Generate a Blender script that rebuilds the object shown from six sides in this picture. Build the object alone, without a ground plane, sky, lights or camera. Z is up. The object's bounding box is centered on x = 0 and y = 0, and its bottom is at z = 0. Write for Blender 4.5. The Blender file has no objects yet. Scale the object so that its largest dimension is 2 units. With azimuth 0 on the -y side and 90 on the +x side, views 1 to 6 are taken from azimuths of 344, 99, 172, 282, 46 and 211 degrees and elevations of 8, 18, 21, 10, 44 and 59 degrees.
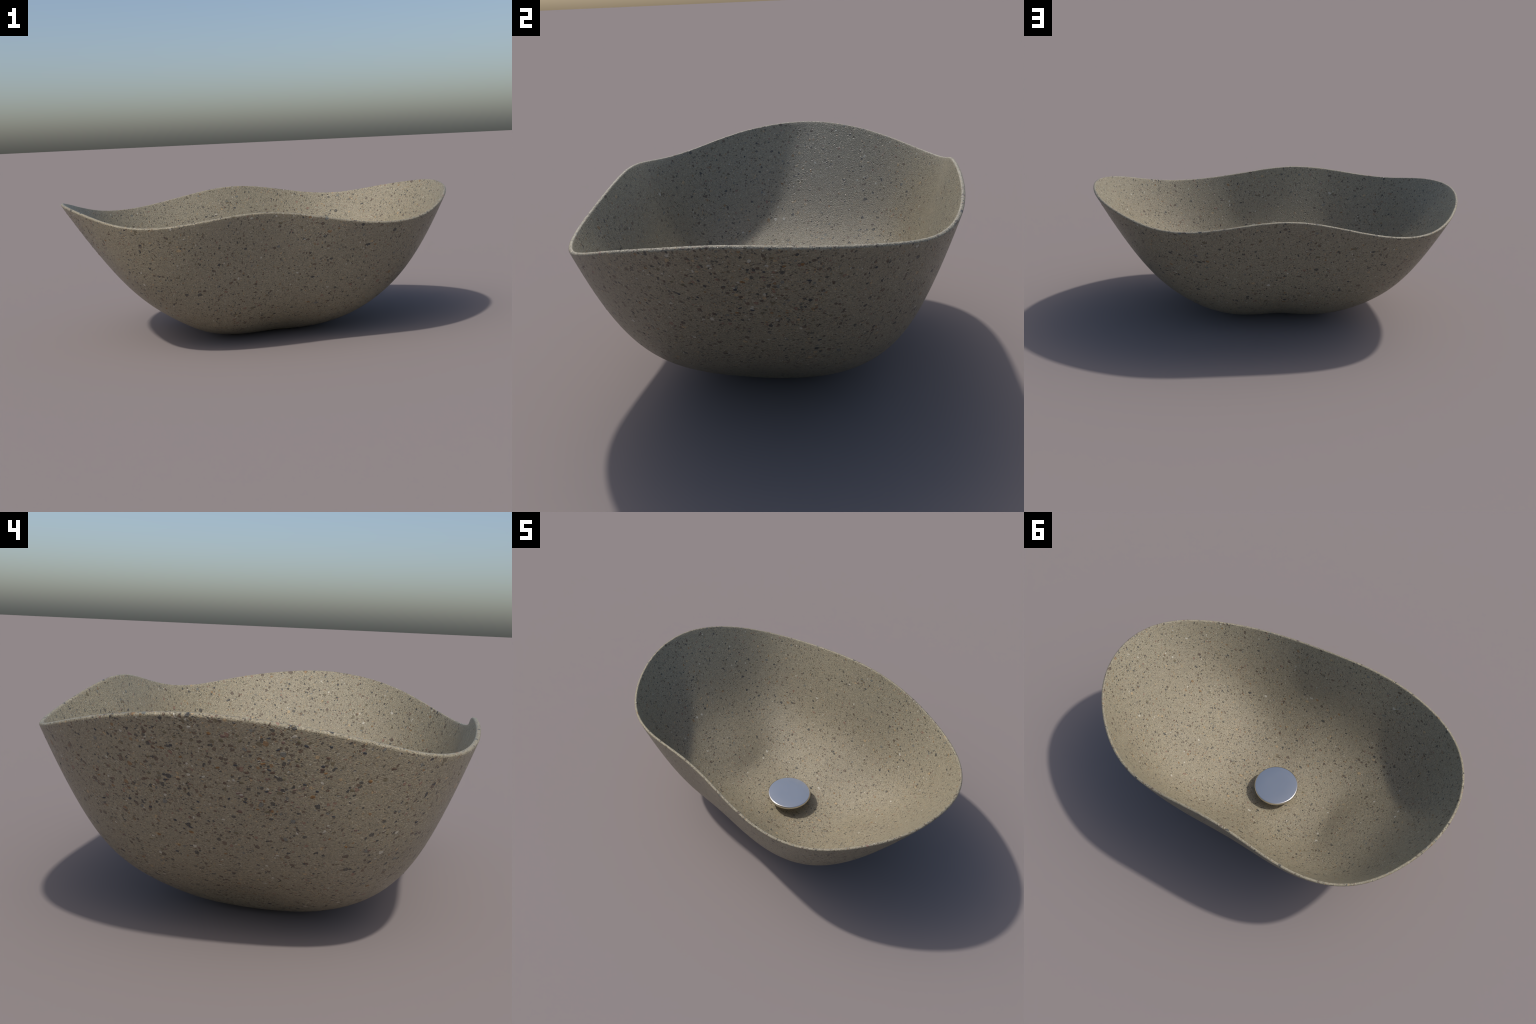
# Wash basin: a boat-shaped exposed-aggregate concrete bowl with a wavy rim and a chrome drain cap.
import bpy, math, random
import numpy as np
from mathutils import Vector, Matrix, noise

SEED = 11
rng = random.Random(SEED)

# ------------------------------------------------------------------ shape rules
Y_STRETCH = 0.65          # plan outline is a polar curve squashed in y
WALL = 0.0145             # wall thickness
FLOOR = 0.022             # height of the inner floor
# rim outline radius and rim height as Fourier series of the polar angle (c0, cos1, sin1, cos2, sin2 ...)
RIM_RADIUS = [1.0302, -0.0109, 0, -0.0003, 0, 0.0103, 0, -0.0427, 0, 0.0059, 0, 0.0161, 0, -0.0056, 0, -0.0025, 0, 0.0007, 0, -0.0008, 0]
RIM_HEIGHT = [0.6512, -0.0012, 0.0230, 0.0283, 0.0134, 0.0061, -0.0076, 0.0315, -0.0089, -0.0058, 0.0020,
              -0.0115, 0.0036, 0.0026, -0.0012, 0.0007, -0.0015, -0.0001, 0.0005, 0.0012, 0.0002]
# how the outline shrinks from the rim (level 1) to the foot (level 0), as a mean and a few angular terms
LEVELS = [0.0, 0.2, 0.4, 0.6, 0.8, 1.0]
SHRINK_MEAN = [0.100, 0.320, 0.518, 0.709, 0.862, 1.0]
SHRINK_TERMS = [(lambda a: np.cos(2 * a), [0.020, -0.008, -0.074, -0.052, -0.020, 0.0]),     # long against short axis
                (lambda a: np.cos(4 * a), [-0.010, -0.028, -0.038, -0.038, -0.024, 0.0]),    # corners
                (lambda a: np.sin(a), [0.0, 0.001, -0.007, -0.004, -0.002, 0.0]),          # back against front
                (lambda a: np.cos(a), [0.0, -0.007, -0.005, -0.006, -0.001, 0.0]),        # end against end
                (lambda a: np.sin(2 * a), [0.0, 0.001, 0.003, 0.003, 0.001, 0.0])]
SIDE_HOLLOW = [0.0, -0.020, -0.048, 0.002, 0.011, 0.0]     # long walls: hollow at the foot, fuller above


def fourier(c, th):
    out = np.full_like(th, c[0])
    for k in range(1, (len(c) - 1) // 2 + 1):
        out = out + c[2 * k - 1] * np.cos(k * th) + c[2 * k] * np.sin(k * th)
    return out


def spline(x, y, q):
    x = np.array(x, float); y = np.array(y, float)
    n = len(x); h = np.diff(x); A = np.zeros((n, n)); b = np.zeros(n); A[0, 0] = A[-1, -1] = 1
    for i in range(1, n - 1):
        A[i, i - 1], A[i, i], A[i, i + 1] = h[i - 1], 2 * (h[i - 1] + h[i]), h[i]
        b[i] = 6 * ((y[i + 1] - y[i]) / h[i] - (y[i] - y[i - 1]) / h[i - 1])
    m = np.linalg.solve(A, b)
    i = np.clip(np.searchsorted(x, q) - 1, 0, n - 2); d = q - x[i]; hh = h[i]
    return y[i] + d * ((y[i + 1] - y[i]) / hh - hh * (2 * m[i] + m[i + 1]) / 6) + d * d * m[i] / 2 + d ** 3 * (m[i + 1] - m[i]) / (6 * hh)


def swell(th, at, width):
    d = (th - at + np.pi) % (2 * np.pi) - np.pi
    return np.exp(-(d / width) ** 2)


def outer(th, t):
    """Outer wall: th polar angle, t 0 (foot centre) .. 1 (rim)."""
    sides = swell(th, np.pi / 2, 0.36) + swell(th, -np.pi / 2, 0.36)
    ends = 1.35 * swell(th, 0, 0.42) + swell(th, np.pi, 0.40)
    R = fourier(RIM_RADIUS, th) + 0.002 * sides
    Z = fourier(RIM_HEIGHT, th)
    S = spline(LEVELS, SHRINK_MEAN, t)
    for wave, levels in SHRINK_TERMS:
        S = S + spline(LEVELS, levels, t) * wave(th)
    tc = np.clip(t, 0, 1)
    S = S + spline(LEVELS, SIDE_HOLLOW, t) * sides + 0.037 * np.sin(np.pi * tc ** 0.75) ** 2 * ends
    S = S * np.clip(t / 0.05, 0, 1)
    R = RIM_RADIUS[0] + (R - RIM_RADIUS[0]) * tc ** 1.2      # the outline turns into an ellipse towards the foot
    z = t * t * (0.655 + (Z - 0.655) * np.maximum(t, 1e-3) ** 0.5)
    z = z * z / (z + 0.011) * (1 + 0.011 / 0.655)            # flatten the foot
    return np.stack([R * S * np.cos(th), Y_STRETCH * R * S * np.sin(th), z], -1)


def outer_normal(th, t, e=1e-4):
    t = np.clip(t, 0.02, 1)
    du = outer(th + e, t) - outer(th - e, t)
    dv = outer(th, np.minimum(t + e, 1)) - outer(th, t - e)
    n = np.cross(du, dv)
    return n / np.linalg.norm(n, axis=-1, keepdims=True)


def inner(th, t):
    p = outer(th, t); n = outer_normal(th, t)
    q = p - n * (WALL * (1 - 0.05 * np.clip((t - 0.9) / 0.1, 0, 1)))[..., None]
    lift = np.exp(-np.maximum(q[..., 2] - WALL, 0) / 0.03) * (FLOOR - WALL)
    q[..., 2] += lift
    return q


# ------------------------------------------------------------------ node helpers
def mat_new(name):
    m = bpy.data.materials.new(name); m.use_nodes = True
    nt = m.node_tree; nt.nodes.clear()
    out = nt.nodes.new('ShaderNodeOutputMaterial'); b = nt.nodes.new('ShaderNodeBsdfPrincipled')
    nt.links.new(b.outputs[0], out.inputs[0])
    return m, nt, b


class N:
    def __init__(s, nt): s.nt = nt
    def link(s, v, sock):
        if isinstance(v, bpy.types.NodeSocket): s.nt.links.new(v, sock)
        else: sock.default_value = v
    def node(s, kind, **kw):
        n = s.nt.nodes.new(kind)
        for k, v in kw.items(): setattr(n, k, v)
        return n
    def math(s, op, a, b=0.0, c=0.0, clamp=False):
        n = s.node('ShaderNodeMath', operation=op, use_clamp=clamp)
        s.link(a, n.inputs[0]); s.link(b, n.inputs[1]); s.link(c, n.inputs[2]); return n.outputs[0]
    def vmath(s, op, a, b=(0, 0, 0), scale=None):
        n = s.node('ShaderNodeVectorMath', operation=op)
        s.link(a, n.inputs[0]); s.link(b, n.inputs[1])
        if scale is not None: s.link(scale, n.inputs['Scale'])
        return n.outputs[0]
    def noise(s, vec, scale, detail=2.0, rough=0.5):
        n = s.node('ShaderNodeTexNoise'); s.link(vec, n.inputs['Vector'])
        n.inputs['Scale'].default_value = scale; n.inputs['Detail'].default_value = detail; n.inputs['Roughness'].default_value = rough
        return n.outputs
    def voronoi(s, vec, scale, feature='F1'):
        n = s.node('ShaderNodeTexVoronoi', feature=feature); s.link(vec, n.inputs['Vector']); n.inputs['Scale'].default_value = scale
        return n.outputs
    def ramp(s, fac, stops, mode='LINEAR'):
        n = s.node('ShaderNodeValToRGB'); r = n.color_ramp; r.interpolation = mode
        while len(r.elements) < len(stops): r.elements.new(0.5)
        for e, (p, c) in zip(r.elements, stops): e.position = p; e.color = (*c, 1) if len(c) == 3 else c
        s.link(fac, n.inputs[0]); return n.outputs[0]
    def mix(s, f, a, b):
        n = s.node('ShaderNodeMix', data_type='RGBA'); s.link(f, n.inputs[0]); s.link(a, n.inputs[6]); s.link(b, n.inputs[7]); return n.outputs[2]
    def smooth(s, v, lo, hi, a=0.0, b=1.0):
        n = s.node('ShaderNodeMapRange', interpolation_type='SMOOTHSTEP')
        s.link(v, n.inputs[0]); s.link(lo, n.inputs[1]); s.link(hi, n.inputs[2]); s.link(a, n.inputs[3]); s.link(b, n.inputs[4]); return n.outputs[0]


CEMENT = (0.284, 0.252, 0.166)
STONE_STOPS = [(0.00, (0.026, 0.029, 0.033)), (0.13, (0.052, 0.050, 0.044)), (0.25, (0.085, 0.058, 0.040)),
               (0.44, (0.120, 0.080, 0.052)), (0.56, (0.130, 0.105, 0.058)), (0.66, (0.235, 0.135, 0.055)),
               (0.72, (0.225, 0.130, 0.090)), (0.80, (0.140, 0.145, 0.130)), (0.86, (0.400, 0.290, 0.160)), (0.955, (0.480, 0.445, 0.360))]
SAND_STOPS = [(0.0, (0.130, 0.108, 0.078)), (0.16, (0.222, 0.196, 0.142)), (0.40, (0.270, 0.242, 0.174)), (0.62, (0.290, 0.238, 0.172)),
              (0.80, (0.325, 0.268, 0.165)), (0.93, (0.440, 0.385, 0.285))]


def concrete_material(name, end_patches, cloud_level):
    m, nt, b = mat_new(name); n = N(nt)
    co = n.node('ShaderNodeTexCoord').outputs['Object']
    warp = n.vmath('SUBTRACT', n.noise(co, 90, 2)[1], (0.5, 0.5, 0.5))
    pos = n.vmath('ADD', co, n.vmath('SCALE', warp, scale=0.010))
    # cement with sand: every grain its own tone
    sand = n.voronoi(pos, 300)
    sandrgb = n.node('ShaderNodeSeparateColor'); n.link(sand['Color'], sandrgb.inputs[0])
    fine = n.noise(co, 260, 3, 0.65)[0]
    broad = n.noise(co, 7, 3, 0.5)[0]
    base = n.mix(0.55, CEMENT + (1,), n.ramp(sandrgb.outputs[0], SAND_STOPS, 'CONSTANT'))
    base = n.mix(n.smooth(fine, 0.40, 0.75, 0, 0.45), base, tuple(c * 0.62 for c in CEMENT) + (1,))
    base = n.mix(n.smooth(broad, 0.45, 0.70, 0, 0.10), base, (0.245, 0.200, 0.145, 1))
    # patches where the cement is washed out and the aggregate lies dense: high on both end walls, and in loose clouds
    sep = n.node('ShaderNodeSeparateXYZ'); n.link(co, sep.inputs[0])
    cloud = n.noise(co, 5.0, 3, 0.6)[0]
    endness = n.math('MULTIPLY', n.smooth(n.math('ABSOLUTE', sep.outputs[0]), 0.66, 0.86),
                     n.math('MULTIPLY', n.smooth(sep.outputs[2], 0.34, 0.54), n.smooth(n.math('ABSOLUTE', sep.outputs[1]), 0.14, 0.36, 1.0, 0.0)))
    dense = n.math('ADD', n.smooth(cloud, cloud_level, cloud_level + 0.16),
                   n.math('MULTIPLY', endness, n.smooth(cloud, 0.34, 0.60, 0.0, end_patches)), clamp=True)
    col = base; height = n.math('MULTIPLY', fine, 0.9)
    # stones in three sizes: each cell of the pattern may hold a stone of its own radius and colour
    for scale, stretch, chance0, chance1, rmax, edge, relief in ((180, (1, 1, 1.45), 0.20, 0.40, 0.56, 0.08, 0.5),
                                                               (104, (1.35, 1, 0.85), 0.13, 0.24, 0.60, 0.05, 1.3),
                                                               (60, (0.85, 1.35, 1.2), 0.058, 0.125, 0.60, 0.04, 1.7)):
        v = n.voronoi(n.vmath('MULTIPLY', pos, stretch), scale)
        rgb = n.node('ShaderNodeSeparateColor'); n.link(v['Color'], rgb.inputs[0])
        chance = n.math('MULTIPLY_ADD', dense, chance1 - chance0, chance0)
        has = n.math('LESS_THAN', rgb.outputs[0], chance)
        radius = n.math('MULTIPLY_ADD', rgb.outputs[1], rmax * 0.55, rmax * 0.45)
        mask = n.math('MULTIPLY', has, n.smooth(n.math('SUBTRACT', v['Distance'], radius), -edge, edge, 1.0, 0.0))
        stone = n.ramp(rgb.outputs[2], STONE_STOPS, 'CONSTANT')
        stone = n.mix(n.smooth(fine, 0.3, 0.8, 0.0, 0.30), stone, base)
        col = n.mix(n.math('MULTIPLY', mask, 0.92), col, stone)
        if relief:
            height = n.math('ADD', height, n.math('MULTIPLY', mask, n.math('MULTIPLY_ADD', rgb.outputs[1], 2.2 * relief, -1.4 * relief)))
    bump = n.node('ShaderNodeBump'); bump.inputs['Strength'].default_value = 0.95; bump.inputs['Distance'].default_value = 0.0034
    n.link(height, bump.inputs['Height']); n.link(bump.outputs[0], b.inputs['Normal'])
    n.link(col, b.inputs['Base Color'])
    b.inputs['Roughness'].default_value = 0.33
    b.inputs['Specular IOR Level'].default_value = 0.5
    return m


def stone_material(name, colour):
    m, nt, b = mat_new(name); n = N(nt)
    co = n.node('ShaderNodeTexCoord').outputs['Object']
    info = n.node('ShaderNodeObjectInfo')
    seedv = n.vmath('ADD', co, n.vmath('SCALE', (3.1, 7.7, 1.3), scale=info.outputs['Random']))
    f = n.noise(seedv, 1.6, 4, 0.6)[0]
    c = n.mix(n.smooth(f, 0.3, 0.75), tuple(x * 0.78 for x in colour) + (1,), tuple(min(x * 1.25, 0.9) for x in colour) + (1,))
    n.link(c, b.inputs['Base Color'])
    bump = n.node('ShaderNodeBump'); bump.inputs['Strength'].default_value = 0.2; bump.inputs['Distance'].default_value = 0.001
    n.link(f, bump.inputs['Height']); n.link(bump.outputs[0], b.inputs['Normal'])
    b.inputs['Roughness'].default_value = 0.5
    return m


def chrome_material():
    m, nt, b = mat_new('brushed_chrome'); n = N(nt)
    co = n.node('ShaderNodeTexCoord').outputs['Object']
    f = n.noise(co, 14, 2)[0]
    n.link(n.mix(f, (0.700, 0.670, 0.615, 1), (0.710, 0.680, 0.625, 1)), b.inputs['Base Color'])
    n.link(n.smooth(f, 0.3, 0.7, 0.19, 0.20), b.inputs['Roughness'])
    b.inputs['Metallic'].default_value = 1.0
    return m


# ------------------------------------------------------------------ builders
def mesh_object(name, verts, faces, mat, parent, smooth=True):
    me = bpy.data.meshes.new(name); me.from_pydata([tuple(v) for v in verts], [], faces); me.update()
    if mat: me.materials.append(mat)
    if smooth: me.polygons.foreach_set('use_smooth', [True] * len(me.polygons))
    ob = bpy.data.objects.new(name, me); bpy.context.scene.collection.objects.link(ob); ob.parent = parent
    return ob


def rings_to_mesh(rings, close_start=True, close_end=True):
    """rings: list of (N,3) arrays; quads between neighbours, triangle fans at the ends."""
    nseg = len(rings[0]); verts = np.concatenate(rings); faces = []
    for i in range(len(rings) - 1):
        a = i * nseg; c = a + nseg
        for j in range(nseg):
            k = (j + 1) % nseg
            faces.append((a + j, a + k, c + k, c + j))
    verts = list(verts)
    if close_start:
        verts.append(rings[0].mean(0)); q = len(verts) - 1
        faces += [(q, (j + 1) % nseg, j) for j in range(nseg)]
    if close_end:
        verts.append(rings[-1].mean(0)); q = len(verts) - 1; a = (len(rings) - 1) * nseg
        faces += [(q, a + j, a + (j + 1) % nseg) for j in range(nseg)]
    return verts, faces


def lathe(name, profile, mat, parent, seg=96):
    th = np.linspace(0, 2 * np.pi, seg + 1)[:-1]
    rings = [np.stack([r * np.cos(th), r * np.sin(th), np.full_like(th, z)], -1) for r, z in profile]
    v, f = rings_to_mesh(rings)
    return mesh_object(name, v, f, mat, parent)


root = bpy.data.objects.new('wash_basin', None); bpy.context.scene.collection.objects.link(root)
root['label'] = 'boat-shaped speckled concrete wash basin with wavy rim and chrome drain cap'
root['category'] = 'wash basin'
concrete = concrete_material('exposed_aggregate_concrete', 0.9, 0.57)
smoother = concrete_material('fine_aggregate_concrete', 0.0, 0.60)     # inner face: finer, fewer washed-out patches
chrome = chrome_material()

SEG = 720
th = np.linspace(0, 2 * np.pi, SEG + 1)[:-1]
ts = np.concatenate([np.linspace(0.03, 0.3, 24), np.linspace(0.3, 1.0, 90)[1:]])
rings = [outer(th, np.full_like(th, t)) for t in ts]
# lip: flattened round between the outer and the inner rim edge
p0 = outer(th, np.ones_like(th)); p1 = inner(th, np.ones_like(th))
tang = outer(th, np.ones_like(th)) - outer(th, np.full_like(th, 0.985)); tang /= np.linalg.norm(tang, axis=1, keepdims=True)
mid = (p0 + p1) / 2; half = (p0 - p1) / 2
for a in np.linspace(0, np.pi, 13)[1:-1]:
    ca, sa = math.cos(a), math.sin(a)
    ring = mid + half * (math.copysign(abs(ca) ** 0.85, ca)) + tang * 0.0064 * sa ** 0.9
    # worn, slightly chipped lip
    chip = np.array([noise.noise(Vector(p) * 45) + 0.6 * noise.noise(Vector(p) * 110) for p in ring])
    rings.append(ring - tang * (0.0010 * sa * np.clip(chip, -0.6, 0.8))[:, None])
rings += [inner(th, np.full_like(th, t)) for t in ts[::-1]]
v, f = rings_to_mesh(rings)
bowl = mesh_object('bowl', v, f, concrete, root)
bowl.data.materials.append(smoother)
first_inner = (len(ts) + 11) * SEG
bowl.data.polygons.foreach_set('material_index', [1 if min(q) >= first_inner else 0 for q in f])

# ------------------------------------------------------------------ drain: cap on a short stem over a collar
drain = bpy.data.objects.new('drain', None); bpy.context.scene.collection.objects.link(drain); drain.parent = root
R_CAP, TOP = 0.1265, 0.1005
edge = [(R_CAP - 0.007 + 0.007 * math.sin(a), TOP - 0.007 + 0.007 * math.cos(a)) for a in np.linspace(0, math.pi / 2, 8)]
prof = [(0.004, TOP + 0.0003), (0.06, TOP + 0.0002), (R_CAP - 0.0095, TOP + 0.0001), (R_CAP - 0.0080, TOP)] + edge
prof += [(R_CAP, TOP - 0.016), (R_CAP - 0.003, TOP - 0.019), (R_CAP - 0.010, TOP - 0.019), (0.03, TOP - 0.019)]
lathe('drain_cap', prof[::-1], chrome, drain)
lathe('drain_stem', [(0.028, FLOOR - 0.006), (0.028, TOP - 0.0195)], chrome, drain, 48)
lathe('drain_collar', [(0.062, FLOOR - 0.004), (0.062, FLOOR + 0.002), (0.059, FLOOR + 0.0035), (0.034, FLOOR + 0.0035), (0.030, FLOOR + 0.001)], chrome, drain, 64)

# ------------------------------------------------------------------ larger stones that show in the concrete skin
STONE_COLOURS = {'slate': (0.035, 0.038, 0.042), 'brown': (0.100, 0.066, 0.044), 'olive': (0.115, 0.098, 0.055),
                 'ochre': (0.185, 0.102, 0.038), 'mauve': (0.150, 0.100, 0.078), 'white': (0.350, 0.325, 0.265)}
stone_mats = {k: stone_material(k + '_stone', c) for k, c in STONE_COLOURS.items()}


def stone_mesh(seed):
    r = random.Random(seed); th_n, ph_n = 20, 10
    off = Vector((r.uniform(-9, 9), r.uniform(-9, 9), r.uniform(-9, 9)))
    rings = []
    for i in range(1, ph_n):
        ph = math.pi * i / ph_n
        ring = []
        for j in range(th_n):
            a = 2 * math.pi * j / th_n
            d = Vector((math.sin(ph) * math.cos(a), math.sin(ph) * math.sin(a), -math.cos(ph)))
            k = 1 + 0.30 * noise.noise(d * 1.1 + off) + 0.10 * noise.noise(d * 2.6 + off)
            ring.append(d * k)
        rings.append(np.array([tuple(q) for q in ring]))
    v, f = rings_to_mesh(rings)
    me = bpy.data.meshes.new('pebble'); me.from_pydata([tuple(q) for q in v], [], f); me.update()
    me.polygons.foreach_set('use_smooth', [True] * len(me.polygons)); me.materials.append(None)
    return me


stone_meshes = [stone_mesh(100 + i) for i in range(8)]


def place_stone(deg, t, inside, colour, length, width, turn):
    th1 = np.array([math.radians(deg)]); t1 = np.array([t])
    n = Vector(outer_normal(th1, t1)[0])
    p = Vector((inner if inside else outer)(th1, t1)[0])
    if inside: n = -n
    along = Vector((0, 0, 1)).cross(n).normalized()
    up = n.cross(along)
    x = along * math.cos(turn) + up * math.sin(turn); y = n.cross(x)
    depth = width * 0.45
    ob = bpy.data.objects.new('pebble', rng.choice(stone_meshes)); bpy.context.scene.collection.objects.link(ob)
    ob.parent = bowl
    ob.matrix_local = Matrix.Translation(p - n * (depth / 2 - 0.0009)) @ Matrix((x, y, n)).transposed().to_4x4() @ Matrix.Diagonal((length / 2, width / 2, depth / 2, 1))
    ob.material_slots[0].link = 'OBJECT'; ob.material_slots[0].material = stone_mats[colour]


# the stones one notices first: polar angle, level, inside, kind, length and width in millimetres
LANDMARKS = [
    (-179, 0.975, 0, 'ochre', 16, 12), (-176, 0.972, 0, 'mauve', 18, 13), (-166, 0.988, 0, 'brown', 15, 12),
    (-162, 0.988, 0, 'white', 13, 10), (-161, 0.980, 0, 'olive', 14, 13), (-159.5, 0.975, 0, 'slate', 13, 10),
    (-164, 0.975, 0, 'mauve', 11, 9), (-165, 0.96, 0, 'slate', 11, 6), (-164, 0.945, 0, 'ochre', 12, 9),
    (-155, 0.96, 0, 'brown', 13, 9), (-168, 0.93, 0, 'ochre', 13, 8), (-166, 0.915, 0, 'brown', 16, 9),
    (-167, 0.90, 0, 'mauve', 14, 12), (-173, 0.885, 0, 'olive', 15, 13), (-167, 0.878, 0, 'white', 10, 7),
    (-159, 0.90, 0, 'slate', 11, 7), (-157, 0.875, 0, 'ochre', 21, 16), (-167, 0.825, 0, 'olive', 19, 8),
    (-174, 0.92, 0, 'slate', 12, 8), (-146, 0.93, 0, 'ochre', 15, 10), (-142, 0.965, 0, 'brown', 18, 9),
    (163, 0.88, 0, 'brown', 12, 9), (148, 0.83, 0, 'slate', 15, 8), (-174, 0.815, 0, 'brown', 18, 9),
    (171, 0.745, 0, 'ochre', 19, 11), (-132, 0.84, 0, 'slate', 15, 9), (172, 0.58, 0, 'slate', 16, 9),
    (3, 0.925, 0, 'ochre', 18, 12), (1, 0.905, 0, 'slate', 15, 12), (-4, 0.965, 0, 'white', 17, 9),
    (9, 0.965, 0, 'white', 15, 9), (-14, 0.895, 0, 'slate', 14, 9), (-12, 0.92, 0, 'olive', 12, 10),
    (13, 0.965, 0, 'ochre', 13, 9), (0, 0.835, 0, 'ochre', 14, 9), (1, 0.85, 0, 'slate', 13, 6),
    (2, 0.885, 0, 'brown', 16, 10), (17, 0.97, 0, 'ochre', 16, 12), (23, 0.735, 0, 'slate', 14, 9),
    (-170, 0.80, 1, 'ochre', 18, 12), (-121, 0.79, 1, 'ochre', 16, 10)]
for deg, t, inside, colour, ln, wd in LANDMARKS:
    place_stone(deg, t, inside, colour, ln / 1000, wd / 1000, rng.uniform(-0.5, 0.5))
kinds = ['slate'] * 5 + ['brown'] * 6 + ['olive'] * 4 + ['ochre'] * 2 + ['mauve'] * 3 + ['white']
for i in range(230):
    if i < 130:     # dense patches high on the two end walls
        deg = rng.gauss(0, 17) + (180 if i % 5 else 0); t = 1 - abs(rng.gauss(0, 0.14)) - 0.015; inside = 0
    else:
        deg = rng.uniform(0, 360); t = math.sqrt(rng.uniform(0.12, 0.95)); inside = rng.random() < 0.5
    ln = rng.triangular(0.008, 0.016, 0.010)
    place_stone(deg, max(t, 0.3), inside, rng.choice(kinds), ln, ln * rng.uniform(0.5, 0.8), rng.uniform(-0.8, 0.8))
